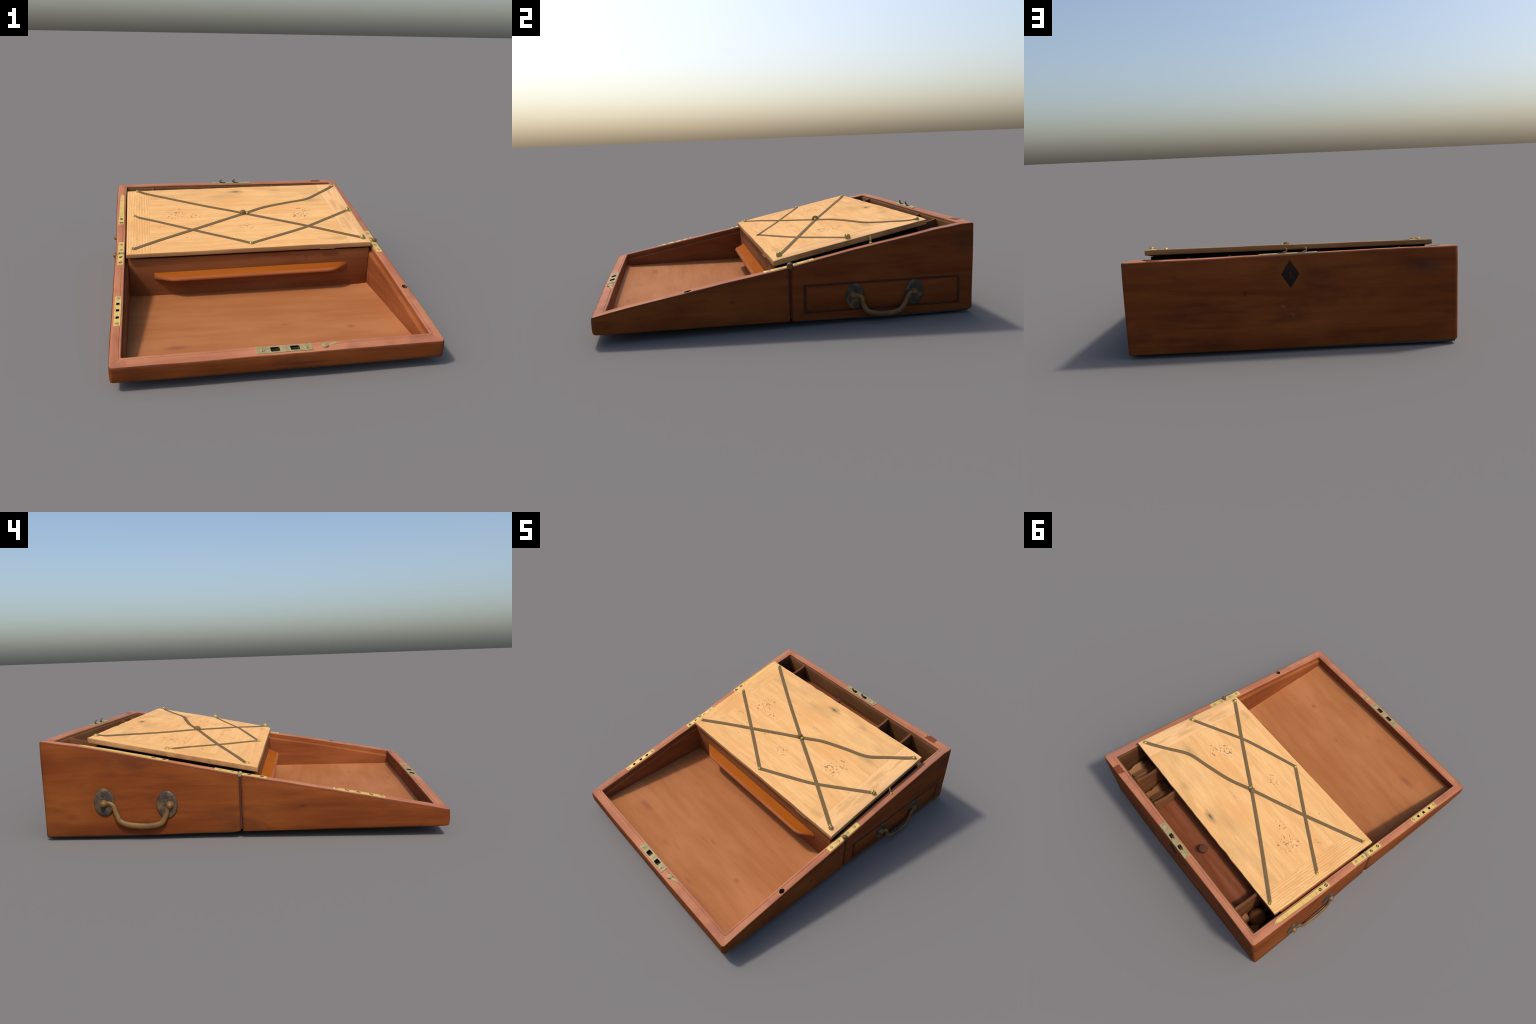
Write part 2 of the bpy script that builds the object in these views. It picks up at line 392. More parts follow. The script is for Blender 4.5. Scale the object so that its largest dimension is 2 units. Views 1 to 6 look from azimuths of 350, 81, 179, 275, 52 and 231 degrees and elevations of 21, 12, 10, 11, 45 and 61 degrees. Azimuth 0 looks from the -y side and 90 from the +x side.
def frame(prefix, path, ledge, ledge_drop, zinner, mats):
    """sweep the wall section along the path; returns wall objects.
    section zones by material slot: 0 outer face, 1 rim, 2 inner face"""
    r = .009
    secs = []
    for o, q, zone in path:
        d = q - o; w = d.length; n = d / w
        zt = ztop(o.x, o.y) ; zti = ztop(q.x, q.y); zb = zbot(o.x, o.y)
        def P(off, z, extra=0.0):
            p = o + n * off
            x, y = p.x, p.y
            if extra:
                x -= math.copysign(extra, x) if abs(q.x) > XI - .03 else 0
                if ledge['cross']: y -= math.copysign(extra, y) if abs(q.y) > abs(path[len(path) // 2][1].y) - .02 else 0
            f = max(0.0, min(1.0, (z - zb) / (zt - zb)))
            sh = outward(o.x, o.y, f) * (1 - .6 * min(1, off / w))
            # ends eased over at the fold
            de = abs(o.y) - GAP
            if de < .016: sh = sh + Vector((n.x, n.y, 0)) * (.012 * (1 - de / .016) ** 2 * (1 - min(1, off / w)))
            x += sh.x; y += sh.y
            k = .0018 * noise.noise(Vector((x * 2.3, y * 2.3, z * 5)))
            return Vector((x + n.x * k, y + n.y * k, z))
        e = ledge['inset']; dr = ledge_drop
        S = [(P(w, zb + .002, e), 0), (P(.010, zb, 0), 0), (P(.003, zb + .003), 0), (P(0, zb + .010), 0),
             (P(0, lerp(zb, zt, .2)), 0), (P(0, lerp(zb, zt, .4)), 0), (P(0, lerp(zb, zt, .6)), 0), (P(0, lerp(zb, zt, .8)), 0), (P(0, zt - r), 3), (P(r * .12, zt - r * .5), 0), (P(r * .5, zt - r * .1), 1),
             (P(r, zt + .0005), 1), (P(w * .5, (zt + zti) / 2 + .001), 1), (P(w - .0175, lerp(zt, zti, .7)), 1), (P(w - .0165, lerp(zt, zti, .7) - .003), 1), (P(w - .0150, lerp(zt, zti, .72)), 1), (P(w - .006, zti), 1), (P(w - .0015, zti - .0015), 1), (P(w, zti - .007), 2),
             (P(w, zti - dr), 2), (P(w, zti - dr - .003, e * .6), 2), (P(w, zti - dr - .009, e), 2), (P(w, lerp(zti - dr, zinner, .5), e), 2), (P(w, zinner, e), 2)]
        secs.append((S, zone))
    objs = []
    for nm, lo, hi, ms in ((prefix + '_side_wall', 0, .5, mats['side']), (mats['cross_name'], .5, 1.5, mats['cross']), (prefix + '_side_wall', 1.5, 2, mats['side'])):
        idx = [i for i, (S, z) in enumerate(secs) if lo <= z <= hi]
        bm = bmesh.new()
        R = [[bm.verts.new(p) for p, _ in secs[i][0]] for i in idx]
        m = len(R[0])
        slot = [s for _, s in secs[0][0]]
        for a, b in zip(R, R[1:]):
            for k in range(m):
                k2 = (k + 1) % m
                f = bm.faces.new((a[k], a[k2], b[k2], b[k]))
                f.material_index = slot[k] if k < m - 1 else 2
        for e_ in (R[0], R[-1]): bm.faces.new(e_)
        bmesh.ops.remove_doubles(bm, verts=bm.verts, dist=1e-5)
        objs.append(finish(nm, bm, ms, smooth=38))
    return objs

lid_walls = frame('lid', ring_path(-GAP, YF, YFI), dict(inset=.018, cross=False), .034, .055,
                  dict(side=[M_side, M_rim_y, M_in_y, M_line], cross=[M_front, M_rim_x, M_in_x, M_line], cross_name='lid_front_wall'))
base_walls = frame('base', ring_path(GAP, YB, YBI, n_cross=64), dict(inset=.010, cross=True), .012, .06,
                   dict(side=[M_side, M_rim_y, M_comp_y, M_line], cross=[M_back, M_rim_x, M_comp_x, M_line], cross_name='base_back_wall'))

# lid floor and base bottom
def slab(name, mats, x1, y0, y1, top, bot, nx=2, ny=2, parent=None, bevel=.003):
    bm = bmesh.new(); g = []
    for f in (top, bot):
        g.append([[bm.verts.new((lerp(-x1, x1, i / nx), lerp(y0, y1, j / ny), f(lerp(-x1, x1, i / nx), lerp(y0, y1, j / ny)))) for i in range(nx + 1)] for j in range(ny + 1)])
    T, B = g
    for j in range(ny):
        for i in range(nx):
            f = bm.faces.new((T[j][i], T[j][i + 1], T[j + 1][i + 1], T[j + 1][i])); f.material_index = 0
            f = bm.faces.new((B[j][i], B[j + 1][i], B[j + 1][i + 1], B[j][i + 1])); f.material_index = 1
    rim = [(0, i) for i in range(nx)] + [(j, nx) for j in range(ny)] + [(ny, i) for i in range(nx, 0, -1)] + [(j, 0) for j in range(ny, 0, -1)]
    for a, b in zip(rim, rim[1:] + rim[:1]):
        f = bm.faces.new((T[a[0]][a[1]], B[a[0]][a[1]], B[b[0]][b[1]], T[b[0]][b[1]])); f.material_index = 1
    return finish(name, bm, mats, parent, smooth=40)

lid_floor = slab('lid_floor', [M_floor, M_side], .755, -.935, -GAP,
                 lambda x, y: .0575 + .006 * max(0, (abs(x) - .70) / .055) ** 2 + .008 * max(0, (-y - .885) / .04) ** 2,
                 lambda x, y: zbot(x, y) + .003, 24, 24)
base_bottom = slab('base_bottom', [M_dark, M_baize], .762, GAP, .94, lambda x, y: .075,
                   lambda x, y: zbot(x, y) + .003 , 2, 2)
# worn baize pad under the base, thickest towards the back, touching the ground
def pad_bottom(x, y):
    d = min(.821 - abs(x), .980 - y)
    edge = lerp(zbot(x, y) + .001, .008, sstep(y, .15, .75))
    z = lerp(zbot(x, y) - .001, edge, sstep(d, -.004, .012))
    return lerp(z, min(z, .012 * (1 - sstep(y, .2, .6))), sstep(d, .0, .06) * sstep(y - .05, 0, .30))
baize = slab('baize_underside', [M_baize, M_baize], .818, .03, .976, lambda x, y: zbot(x, y) + .004, pad_bottom, 136, 80)

# ------------------------------------------------------------------ riser panel and pen ledge
riser = box('riser_panel', M_panel, -.746, .746, -.068, -.046, .055, lambda x, y: .300 + .004 * x, bevel=.002)
def pen_ledge():
    sec = [(-.0675, .214), (-.100, .208), (-.135, .199), (-.143, .196), (-.149, .190), (-.150, .183), (-.145, .176), (-.134, .172), (-.0675, .171)]
    bm = bmesh.new()
    xs = []
    N = 40
    rows = []
    for i in range(N + 1):
        u = i / N
        x = lerp(-.600, .600, u)
        # the ends are cut obliquely so the front edge is shorter
        reach = min(1.0, (0.600 - abs(x)) / .105 + .05)
        reach = reach if reach < 1 else 1
        row = []
        for y, z in sec:
            yy = -.0675 + (y + .0775) * reach
            row.append(bm.verts.new((x, yy, z + .011 * x)))
        rows.append(row)
    for a, b in zip(rows, rows[1:]):
        for k in range(len(sec) - 1):
            f = bm.faces.new((a[k], a[k + 1], b[k + 1], b[k])); f.material_index = 0 if k < 2 else 1
        f = bm.faces.new((a[-1], a[0], b[0], b[-1]))
    bm.faces.new(rows[0]); bm.faces.new(rows[-1])
    return finish('pen_ledge', bm, [M_ledge, M_ledge_nose], smooth=35)
pen_ledge()

# ------------------------------------------------------------------ base interior
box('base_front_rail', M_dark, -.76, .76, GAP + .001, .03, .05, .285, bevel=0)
box('tray_front_wall', M_comp, -.752, .752, .716, .730, .07, .452, bevel=.001)
# solid block coloured near-black for the shadow under the board
box('under_board_shadow_block', M_void, -.735, .735, -.030, .713, lambda x, y: ztop(0, max(y, .02)) - .05, lambda x, y: bz(y) - .029, bevel=.004)
def divider(x):
    bm = bmesh.new(); n = 12; top = []; bo = []
    for i in range(n + 1):
        y = lerp(.731, .914, i / n)
        z = ztop(x, .91) - .008 - .018 * math.sin(math.pi * min(1, (1 - i / n) / .95)) - .025 * max(0, 1 - i / n - .4)
        for xx, l in ((x - .009, 0), (x + .009, 1)):
            top.append(bm.verts.new((xx, y, z))); bo.append(bm.verts.new((xx, y, .07)))
    for i in range(n):
        a, b, c, d = top[2 * i], top[2 * i + 1], top[2 * i + 3], top[2 * i + 2]
        e, f, g, h = bo[2 * i], bo[2 * i + 1], bo[2 * i + 3], bo[2 * i + 2]
        bm.faces.new((a, b, c, d)); bm.faces.new((a, d, h, e)); bm.faces.new((b, f, g, c))
    bm.faces.new((top[0], bo[0], bo[1], top[1])); bm.faces.new((top[-1], bo[-1], bo[-2], top[-2]))
    return finish('compartment_divider', bm, M_comp, bevel=.003)
for dx in (-.585, .312, .530): divider(dx)
# narrow rails flanking the board, and dark strips closing the fold
for sgn, m in ((-1, M_in_y), (1, M_comp_y)):
    a, b = sorted((sgn * .770, sgn * .742))
    box('board_rail', m, a, b, .035, .700, lambda x, y: ztop(x, y) - .045, lambda x, y: ztop(x, y) - .016, bevel=.002)
    a, b = sorted((sgn * (XO - .010), sgn * (XO - .05)))
    box('fold_strip', M_bead, a, b, -GAP + .0005, GAP - .0005, .045, lambda x, y: ztop(x, 0) - .012, bevel=0)
# ragged broken lining pieces lying in the end cells
def shard(cx, cy, cz, w, l, tilt, spin, seed):
    rnd = random.Random(seed)
    bm = bmesh.new(); n = 11; top = []; bot = []
    out = [(-w / 2, -l / 2)] + [(lerp(-w / 2, w / 2, i / n), -l / 2 + rnd.uniform(-.012, .014)) for i in range(1, n)] + [(w / 2, -l / 2)]
    out += [(w / 2 + rnd.uniform(-.008, .004), lerp(-l / 2, l / 2, i / 5)) for i in range(1, 5)]
    out += [(lerp(w / 2, -w / 2, i / 6), l / 2 + rnd.uniform(-.004, .004)) for i in range(7)]
    M = Matrix.Translation((cx, cy, cz)) @ Matrix.Rotation(spin, 4, 'Z') @ Matrix.Rotation(tilt, 4, 'Y')
    for x, y in out:
        top.append(bm.verts.new(M @ Vector((x, y, .003)))); bot.append(bm.verts.new(M @ Vector((x, y, -.003))))
    bm.faces.new(top); bm.faces.new(bot[::-1])
    for k in range(len(top)):
        k2 = (k + 1) % len(top); bm.faces.new((top[k], bot[k], bot[k2], top[k2]))
    return finish('broken_lining', bm, M_tan, smooth=30)
for k, (x0, x1) in enumerate(((.325, .515), (.545, .748))):
    shard(lerp(x0, x1, .30), .85, .325, .075, .09, .10, .05, 5 + k)
    shard(lerp(x0, x1, .62), .84, .300, .060, .10, .55, -.08, 15 + k)
    shard(lerp(x0, x1, .85), .84, .290, .050, .12, -.75, .10, 25 + k)
shard(-.70, .87, .255, .06, .06, .5, .4, 40)
shard(-.62, .87, .262, .05, .05, -.3, .2, 41)
# rounded pen-tray cover between two dividers, with its knob
def tray_cover():
    bm = bmesh.new(); rows = []
    n = 14
    for x in (-.575, .302):
        row = []
        for i in range(n + 1):
            u = i / n; y = lerp(.731, .913, u)
            row.append(bm.verts.new((x, y, .362 + .016 * math.sin(math.pi * u))))
        row += [bm.verts.new((x, .913, .34)), bm.verts.new((x, .731, .34))]
        rows.append(row)
    a, b = rows; m = len(a)
    for k in range(m): bm.faces.new((a[k], a[(k + 1) % m], b[(k + 1) % m], b[k]))
    bm.faces.new(a); bm.faces.new(b)
    return finish('pen_tray_cover', bm, M_tray, smooth=50)
cover = tray_cover()
M_knob = wood('knob_wood', (.12, .050, .030), (.07, .028, .018), (.17, .08, .05), axis=0, rough=.45, seed=17)
def lathe(name, prof, centre, axis, mat, parent=None, seg=24, smooth=50):
    """prof = [(radius, height)], revolved about axis through centre"""
    bm = bmesh.new(); A = Vector(axis).normalized()
    q = A.to_track_quat('Z', 'Y'); C = Vector(centre); rings = []
    for r, h in prof:
        if r < 1e-6: rings.append([bm.verts.new(C + q @ Vector((0, 0, h)))])
        else: rings.append([bm.verts.new(C + q @ Vector((r * math.cos(t), r * math.sin(t), h))) for t in (2 * math.pi * k / seg for k in range(seg))])
    for a, b in zip(rings, rings[1:]):
        for k in range(seg):
            k2 = (k + 1) % seg
            vs = [a[k % len(a)], a[k2 % len(a)], b[k2 % len(b)], b[k % len(b)]]
            u = []
            for v in vs:
                if v not in u: u.append(v)
            if len(u) > 2: bm.faces.new(u)
    if len(rings[0]) > 1: bm.faces.new(rings[0][::-1])
    return finish(name, bm, mat, parent, smooth=smooth)
lathe('cover_knob', [(.016, -.03), (.016, .012), (.026, .017), (.029, .026), (.027, .034), (.022, .036), (0, .0355)], (-.128, .835, .396), (0, -.05, 1), M_knob, cover)
# inkwell holders: stepped blocks at the bottom of the end compartments
for x0, x1 in ((.325, .515), (.545, .748)):
    box('inkwell_step', M_comp, x0, lerp(x0, x1, .55), .735, .911, .08, .315, bevel=.006)
    box('inkwell_step', M_comp, lerp(x0, x1, .56), x1, .735, .911, .08, .265, bevel=.004)
box('inkwell_step', M_comp, -.745, -.60, .735, .911, .08, .19, bevel=.006)
lathe('inkwell_block', [(.062, 0), (.060, .070), (.052, .085), (.030, .094), (0, .097)], (-.655, .805, .18), (0, 0, 1), M_comp, seg=28)

# ------------------------------------------------------------------ pine writing board with cleats
SCREWS = {'fl': (-.719, -.030), 'ml': (-.709, .369), 'bl': (-.692, .730), 'c': (.010, .339), 'fc': (-.004, -.036),
          'fr': (.709, -.033), 'mr': (.724, .332), 'br': (.726, .713)}
BUMPS = [(-.675, .722, .008, .030), (-.703, .352, .007, .026), (.722, .708, .008, .030), (-.729, -.046, .006, .026)]
def board_z(x, y):
    """top surface of the warped pine board"""
    v = max(0, min(1, (y + .08) / .83))
    z = bz(y) + .0036 * x * v
    z += (.004 * sstep(x, -.75, -.55) + .009 * sstep(x, -.45, .20)) * sstep(y + .080, -.03, .06) * sstep(.758 - x, -.03, .05) * (1 - .75 * sstep(y, .38, .70))
    z += .0012 * noise.noise(Vector((x * 4, y * 4, 9)))
    for (cx, cy, h, r) in BUMPS:
        z += h * math.exp(-2 * ((x - cx) ** 2 + (y - cy) ** 2) / (r * r))
    return z
def board_piece(name, mat, xa, xb):
    nx = max(4, int((xb - xa) / .012)); ny = 70
    th = .026
    def front(x): return -.084 + .010 * (x + .755) / 1.51 + .0015 * noise.noise(Vector((x * 9, 0, 3)))
    def back(x): return .750 + .006 * (x + .755) / 1.51 + .0045 * noise.noise(Vector((x * 13, 5, 3))) * (1 if -.6 < x < .6 else .2)
    bm = bmesh.new(); T = []; B = []
    for j in range(ny + 1):
        rt = []; rb = []
        v = j / ny
        for i in range(nx + 1):
            x = lerp(xa, xb, i / nx); y = lerp(front(x), back(x), v)
            if xa < -.7: x += lerp(0, -.007, v) * (1 - i / nx)
            z = board_z(x, y)
            rt.append(bm.verts.new((x, y, z))); rb.append(bm.verts.new((x, y, bz(y) + .004 * x * v - th)))
        T.append(rt); B.append(rb)
    for j in range(ny):
        for i in range(nx):
            bm.faces.new((T[j][i], T[j][i + 1], T[j + 1][i + 1], T[j + 1][i]))
            bm.faces.new((B[j][i], B[j + 1][i], B[j + 1][i + 1], B[j][i + 1])).material_index = 1
    rim = [(0, i) for i in range(nx)] + [(j, nx) for j in range(ny)] + [(ny, i) for i in range(nx, 0, -1)] + [(j, 0) for j in range(ny, 0, -1)]
    for a, b in zip(rim, rim[1:] + rim[:1]):
        bm.faces.new((T[a[0]][a[1]], B[a[0]][a[1]], B[b[0]][b[1]], T[b[0]][b[1]])).material_index = 1
    # round the outer edges only, not the glued joints
    bw = bm.edges.layers.float.new('bevel_weight_edge')
    def outer(e):
        if abs(e.calc_face_angle(0)) < .6: return False
        return not all(any(abs(v.co.x - s_) < .0012 for s_ in (-.616, .61)) for v in e.verts)
    bm.normal_update()
    for e in bm.edges:
        if outer(e): e[bw] = 1.0
    ob = finish(name, bm, [mat, M_edge], smooth=0)
    apply_mod(ob, 'BEVEL', width=.0045, segments=3, limit_method='WEIGHT')
    me_smooth(ob.data, 40)
    return ob

board = board_piece('pine_board', M_pine, -.6157, .6097)
board_piece('board_cleat', M_cleatL, -.756, -.6163)
board_piece('board_cleat', M_cleatR, .6103, .757)
# pale chip on the under edge
box('edge_chip', M_chip, .42, .52, -.0800, -.0760, .3125, .3170, bevel=.002, parent=board)

BN = Vector((0, -BSL, 1)).normalized()
def on_board(x, y, h=0.0):
    return Vector((x, y, board_z(x, y))) + BN * h

# woven straps ------------------------------------------------------
def strap(pts, width=.0245, lift=-.0005, seed=0):
    P = [Vector((p[0], p[1], p[2] if len(p) > 2 else 0)) for p in pts]
    Q = []
    n = len(P)
    for i in range(n - 1):
        p0, p1, p2, p3 = P[max(i - 1, 0)], P[i], P[i + 1], P[min(i + 2, n - 1)]
        for k in range(10):
            t = k / 10
            Q.append(.5 * ((2 * p1) + (p2 - p0) * t + (2 * p0 - 5 * p1 + 4 * p2 - p3) * t * t + (3 * p1 - p0 - 3 * p2 + p3) * t ** 3))
    Q.append(P[-1])
    bm = bmesh.new(); rings = []
    for i, q in enumerate(Q):
        d = (Q[min(i + 1, len(Q) - 1)] - Q[max(i - 1, 0)]); d.z = 0; d.normalize()
        s = Vector((-d.y, d.x, 0))
        w = width / 2 * (1 + .10 * noise.noise(Vector((q.x * 9, q.y * 9, seed))))
        h = lift + q.z
        prof = ((-1, -.003), (-1, .0012), (-.85, .002), (0, .0024), (.85, .002), (1, .0012), (1, -.003))
        rings.append([bm.verts.new(on_board(q.x + s.x * w * a, q.y + s.y * w * a, h + b)) for a, b in prof])
    m = 7
    for a, b in zip(rings, rings[1:]):
        for k in range(m): bm.faces.new((a[k], a[(k + 1) % m], b[(k + 1) % m], b[k]))
    bm.faces.new(rings[0]); bm.faces.new(rings[-1])
    return finish('strap', bm, M_strap, board, smooth=50)
S = SCREWS
strap([S['ml'], (-.35, .166), S['fc']], seed=1)
strap([S['fc'], (.15, .026), (.304, .090), (.385, .128, .0005), (.55, .226), S['mr']], seed=2)
strap([S['bl'], (-.35, .535), S['c'], (.37, .150), S['fr']], lift=.001, seed=3)
strap([S['fl'], (-.345, .165), S['c'], (.16, .415), (.325, .470), (.482, .520), (.60, .613), S['br']], lift=.0012, seed=4)

# brass fittings ----------------------------------------------------
def screw_mesh(name, r, h, mat, slot=True, ang=0.0):
    """slotted dome-headed screw, built at the origin along +z"""
    bm = bmesh.new(); seg = 20; rings = []
    prof = [(r, -h * .6), (r, h * .12), (r * .93, h * .45), (r * .74, h * .78), (r * .42, h * .96), (0, h)]
    for rr, z in prof:
        if rr == 0: rings.append([bm.verts.new((0, 0, z))])
        else:
            ring = []
            for k in range(seg):
                t = 2 * math.pi * k / seg
                x, y = rr * math.cos(t), rr * math.sin(t)
                ring.append(bm.verts.new((x, y, z)))
            rings.append(ring)
    for a, b in zip(rings, rings[1:]):
        for k in range(seg):
            k2 = (k + 1) % seg
            bm.faces.new((a[k], a[k2], b[k2], b[k]) if len(b) > 1 else (a[k], a[k2], b[0]))
    me = bpy.data.meshes.new(name); bmesh.ops.recalc_face_normals(bm, faces=bm.faces)
    bm.to_mesh(me); bm.free(); me.materials.append(mat)
    ob = bpy.data.objects.new(name, me); SC.collection.objects.link(ob)
    if slot:
        bmc = bmesh.new(); box_verts(bmc, -r * 1.2, r * 1.2, -r * .16, r * .16, h * (.45 if h > .004 else -.3), h * 1.5)
        mc = bpy.data.meshes.new('cut'); bmesh.ops.recalc_face_normals(bmc, faces=bmc.faces); bmc.to_mesh(mc); bmc.free(); mc.materials.append(M_hole)
        oc = bpy.data.objects.new('cut', mc); SC.collection.objects.link(oc)
        apply_mod(ob, 'BOOLEAN', operation='DIFFERENCE', object=oc, solver='EXACT', material_mode='TRANSFER')
        bpy.data.objects.remove(oc); bpy.data.meshes.remove(mc)
    me_smooth(ob.data, 35)
    me = ob.data
    bpy.data.objects.remove(ob)
    return me

ME_DOME = screw_mesh('dome_screw', .0145, .017, M_screw)
ME_LOW = screw_mesh('low_screw', .0130, .009, M_screw)
ME_PLATE = screw_mesh('plate_screw', .0105, .0016, M_brass_pale)
ME_PLATE_DARK = screw_mesh('plate_screw_dark', .0105, .0014, M_hole)
ME_HANDLE = screw_mesh('handle_screw', .0105, .0016, M_black)
def place(name, me, loc, normal, ang, parent, scale=1.0):
    ob = bpy.data.objects.new(name, me); SC.collection.objects.link(ob); ob.parent = parent
    q = Vector(normal).to_track_quat('Z', 'Y')
    ob.matrix_world = Matrix.Translation(loc) @ (q @ Matrix.Rotation(ang, 3, 'Z').to_quaternion()).to_matrix().to_4x4() @ Matrix.Scale(scale, 4)
    return ob
for k, (x, y) in SCREWS.items():
    big = k in ('fr', 'mr')
    h = .002
    if k == 'c': continue
    place('strap_screw', ME_DOME if big else ME_LOW, on_board(x, y, h if not big else .004), BN, random.random() * 3, board, 1.08 if big else .95)
# centre: strap knot with brass stud beside it
lathe('strap_knot', [(.020, -.002), (.020, .010), (.016, .019), (.009, .0235), (0, .025)], on_board(.000, .340, .001), BN, M_strap, board, seg=18)
place('strap_screw', ME_LOW, on_board(.026, .337, .008), BN, .6, board, .9)

# plates along the rim ----------------------------------------------
def rim_frame(x, y0, y1):
    """origin and axes of a strip lying on the side rim"""
    z0, z1 = ztop(x, y0), ztop(x, y1)
    return z0, z1
def strip(name, mat, outline, x0, y0, x1, y1, height=.0028, parent=None, holes=(), side=True, cutters=None, sink=.006):
    """flat plate from an outline in (u: 0..1 along, v: metres across); follows the rim"""
    bm = bmesh.new(); top = []; bot = []
    a = Vector((x0, y0)); b = Vector((x1, y1)); d = (b - a); n = Vector((-d.y, d.x)).normalized()
    fine = []
    for (u0, v0), (u1, v1) in zip(outline, outline[1:] + outline[:1]):
        k = max(1, int(math.hypot((u1 - u0) * d.length, v1 - v0) / .012))
        fine += [(lerp(u0, u1, i / k), lerp(v0, v1, i / k)) for i in range(k)]
    for u, v in fine:
        p = a + d * u + n * v
        z = ztop(p.x, p.y)
        top.append(bm.verts.new((p.x, p.y, z + height))); bot.append(bm.verts.new((p.x, p.y, z - sink)))
    bm.faces.new(top); bm.faces.new(bot[::-1])
    for k in range(len(top)):
        k2 = (k + 1) % len(top); bm.faces.new((top[k], bot[k], bot[k2], top[k2]))
    return finish(name, bm, mat, parent, smooth=30, bevel=.0006, bseg=1)
def rect(w): return [(0, -w / 2), (1, -w / 2), (1, w / 2), (0, w / 2)]

def cut(objs, verts_boxes, mat):
    """cut pockets (list of bmesh builder callables) out of objects"""
    for fn in verts_boxes:
        bmc = bmesh.new(); fn(bmc); bmesh.ops.recalc_face_normals(bmc, faces=bmc.faces)
        mc = bpy.data.meshes.new('cut'); bmc.to_mesh(mc); bmc.free(); mc.materials.append(mat)
        oc = bpy.data.objects.new('cut', mc); SC.collection.objects.link(oc)
        for ob in objs:
            apply_mod(ob, 'BOOLEAN', operation='DIFFERENCE', object=oc, solver='EXACT', material_mode='TRANSFER')
        bpy.data.objects.remove(oc); bpy.data.meshes.remove(mc)
    for ob in objs: me_smooth(ob.data, 38)

def slot_prism(cx, cy, lx, ly, z0, z1, rc=.4, seg=5):
    def fn(bm):
        pts = []
        r = min(lx, ly) * rc / 2
        for sx, sy, a0 in ((1, 1, 0), (-1, 1, 90), (-1, -1, 180), (1, -1, 270)):
            for k in range(seg):
                a = math.radians(a0 + 90 * k / (seg - 1))
                pts.append((cx + sx * (lx / 2 - r) + r * math.cos(a), cy + sy * (ly / 2 - r) + r * math.sin(a)))
        t = [bm.verts.new((x, y, z1)) for x, y in pts]; b = [bm.verts.new((x, y, z0)) for x, y in pts]
        bm.faces.new(t); bm.faces.new(b[::-1])
        for k in range(len(t)):
            k2 = (k + 1) % len(t); bm.faces.new((t[k], b[k], b[k2], t[k2]))
    return fn

left_lid, front_lid, right_lid = lid_walls
left_base, back_base, right_base = base_walls

# front lock plate with two mortices
yl = -.957
lockF = strip('lock_plate', M_brass_pale, rect(.046), -.135, yl, .141, yl, parent=front_lid)
zt = ztop(0, yl)
cut([lockF, front_lid], [slot_prism(-.042, yl, .046, .030, zt - .022, zt + .02), slot_prism(.056, yl, .046, .030, zt - .022, zt + .02)], M_hole)
for x in (-.105, .112): place('plate_screw', ME_PLATE, (x, yl, ztop(x, yl) + .0028), (0, -.1, 1), random.random() * 3, lockF, 1.25)
# swivel hook beside it
hk = lathe('hook_pivot', [(.018, -.004), (.018, .004), (.013, .006), (0, .0065)], (.205, -.956, ztop(.205, -.956)), (0, 0, 1), M_brass_pale, front_lid, seg=20)
tube('hook_leaf', [(.218, -.954, zt + .002), (.238, -.950, zt + .002), (.262, -.944, zt + .003), (.284, -.937, zt + .002)],
     [(.007, .003), (.009, .004), (.0095, .005), (.004, .003)], M_brass_pale, hk, up=(0, 0, 1))
# strike plate with square holes on the left side
sx = -.792
strike = strip('strike_plate', M_brass, rect(.034), sx, -.690, sx, -.445, parent=left_lid)
holes = []
for y in (-.510, -.565, -.625):
    z = ztop(sx, y); holes.append(slot_prism(sx, y, .017, .019, z - .02, z + .02, .15))
cut([strike, left_lid], holes, M_hole)
rn = Vector((0, -.185, 1)).normalized()
for y in (-.463, -.673): place('plate_screw', ME_PLATE, (sx, y, ztop(sx, y) + .0028), rn, random.random() * 3, strike, 1.15)
# round mortice on the right lid rim
def hexhole(bm):
    z = ztop(.801, -.519)
    vs = [[bm.verts.new((.798 + .0165 * math.cos(a), -.519 + .020 * math.sin(a), zz)) for a in (math.pi / 3 * k for k in range(6))] for zz in (z - .03, z + .02)]
    bm.faces.new(vs[0][::-1]); bm.faces.new(vs[1])
    for k in range(6): bm.faces.new((vs[0][k], vs[0][(k + 1) % 6], vs[1][(k + 1) % 6], vs[1][k]))
cut([right_lid], [hexhole], M_hole)
# stop hinges at both ends of the fold
for sgn, x, ya, yb, wl in ((-1, -.790, .122, -.128, left_base), (1, .794, .128, -.132, right_base)):
    A = strip('hinge_leaf', M_brass, rect(.036), x, .010, x, ya, parent=wl)
    B = strip('hinge_leaf', M_brass, rect(.036), x, -.010, x, yb, parent=wl)
    for y in (.035, .095): place('plate_screw', ME_PLATE_DARK if sgn < 0 and 0 else ME_PLATE, (x, y, ztop(x, y) + .0028), rn, random.random() * 3, A, 1.05)
    for y in (-.045, -.105): place('plate_screw', ME_PLATE_DARK if sgn < 0 else ME_PLATE, (x, y, ztop(x, y) + .0028), rn, random.random() * 3, B, 1.05)
    zk = ztop(x, 0)
    tube('hinge_knuckle', [(x - .020, 0, zk - .002), (x, 0, zk - .001), (x + .020, 0, zk - .002)], [(.010, .010)] * 3, M_brass_pale, wl)
lathe('hinge_lump', [(.015, -.01), (.017, .006), (.014, .016), (.007, .021), (0, .022)], (.805, .002, ztop(.80, 0)), (0, 0, 1), M_handle, right_base, seg=18)
lathe('hinge_lump', [(.011, -.01), (.013, .002), (.010, .009), (0, .012)], (-.803, .0, ztop(-.80, 0)), (0, 0, 1), M_brass_pale, left_base, seg=18)
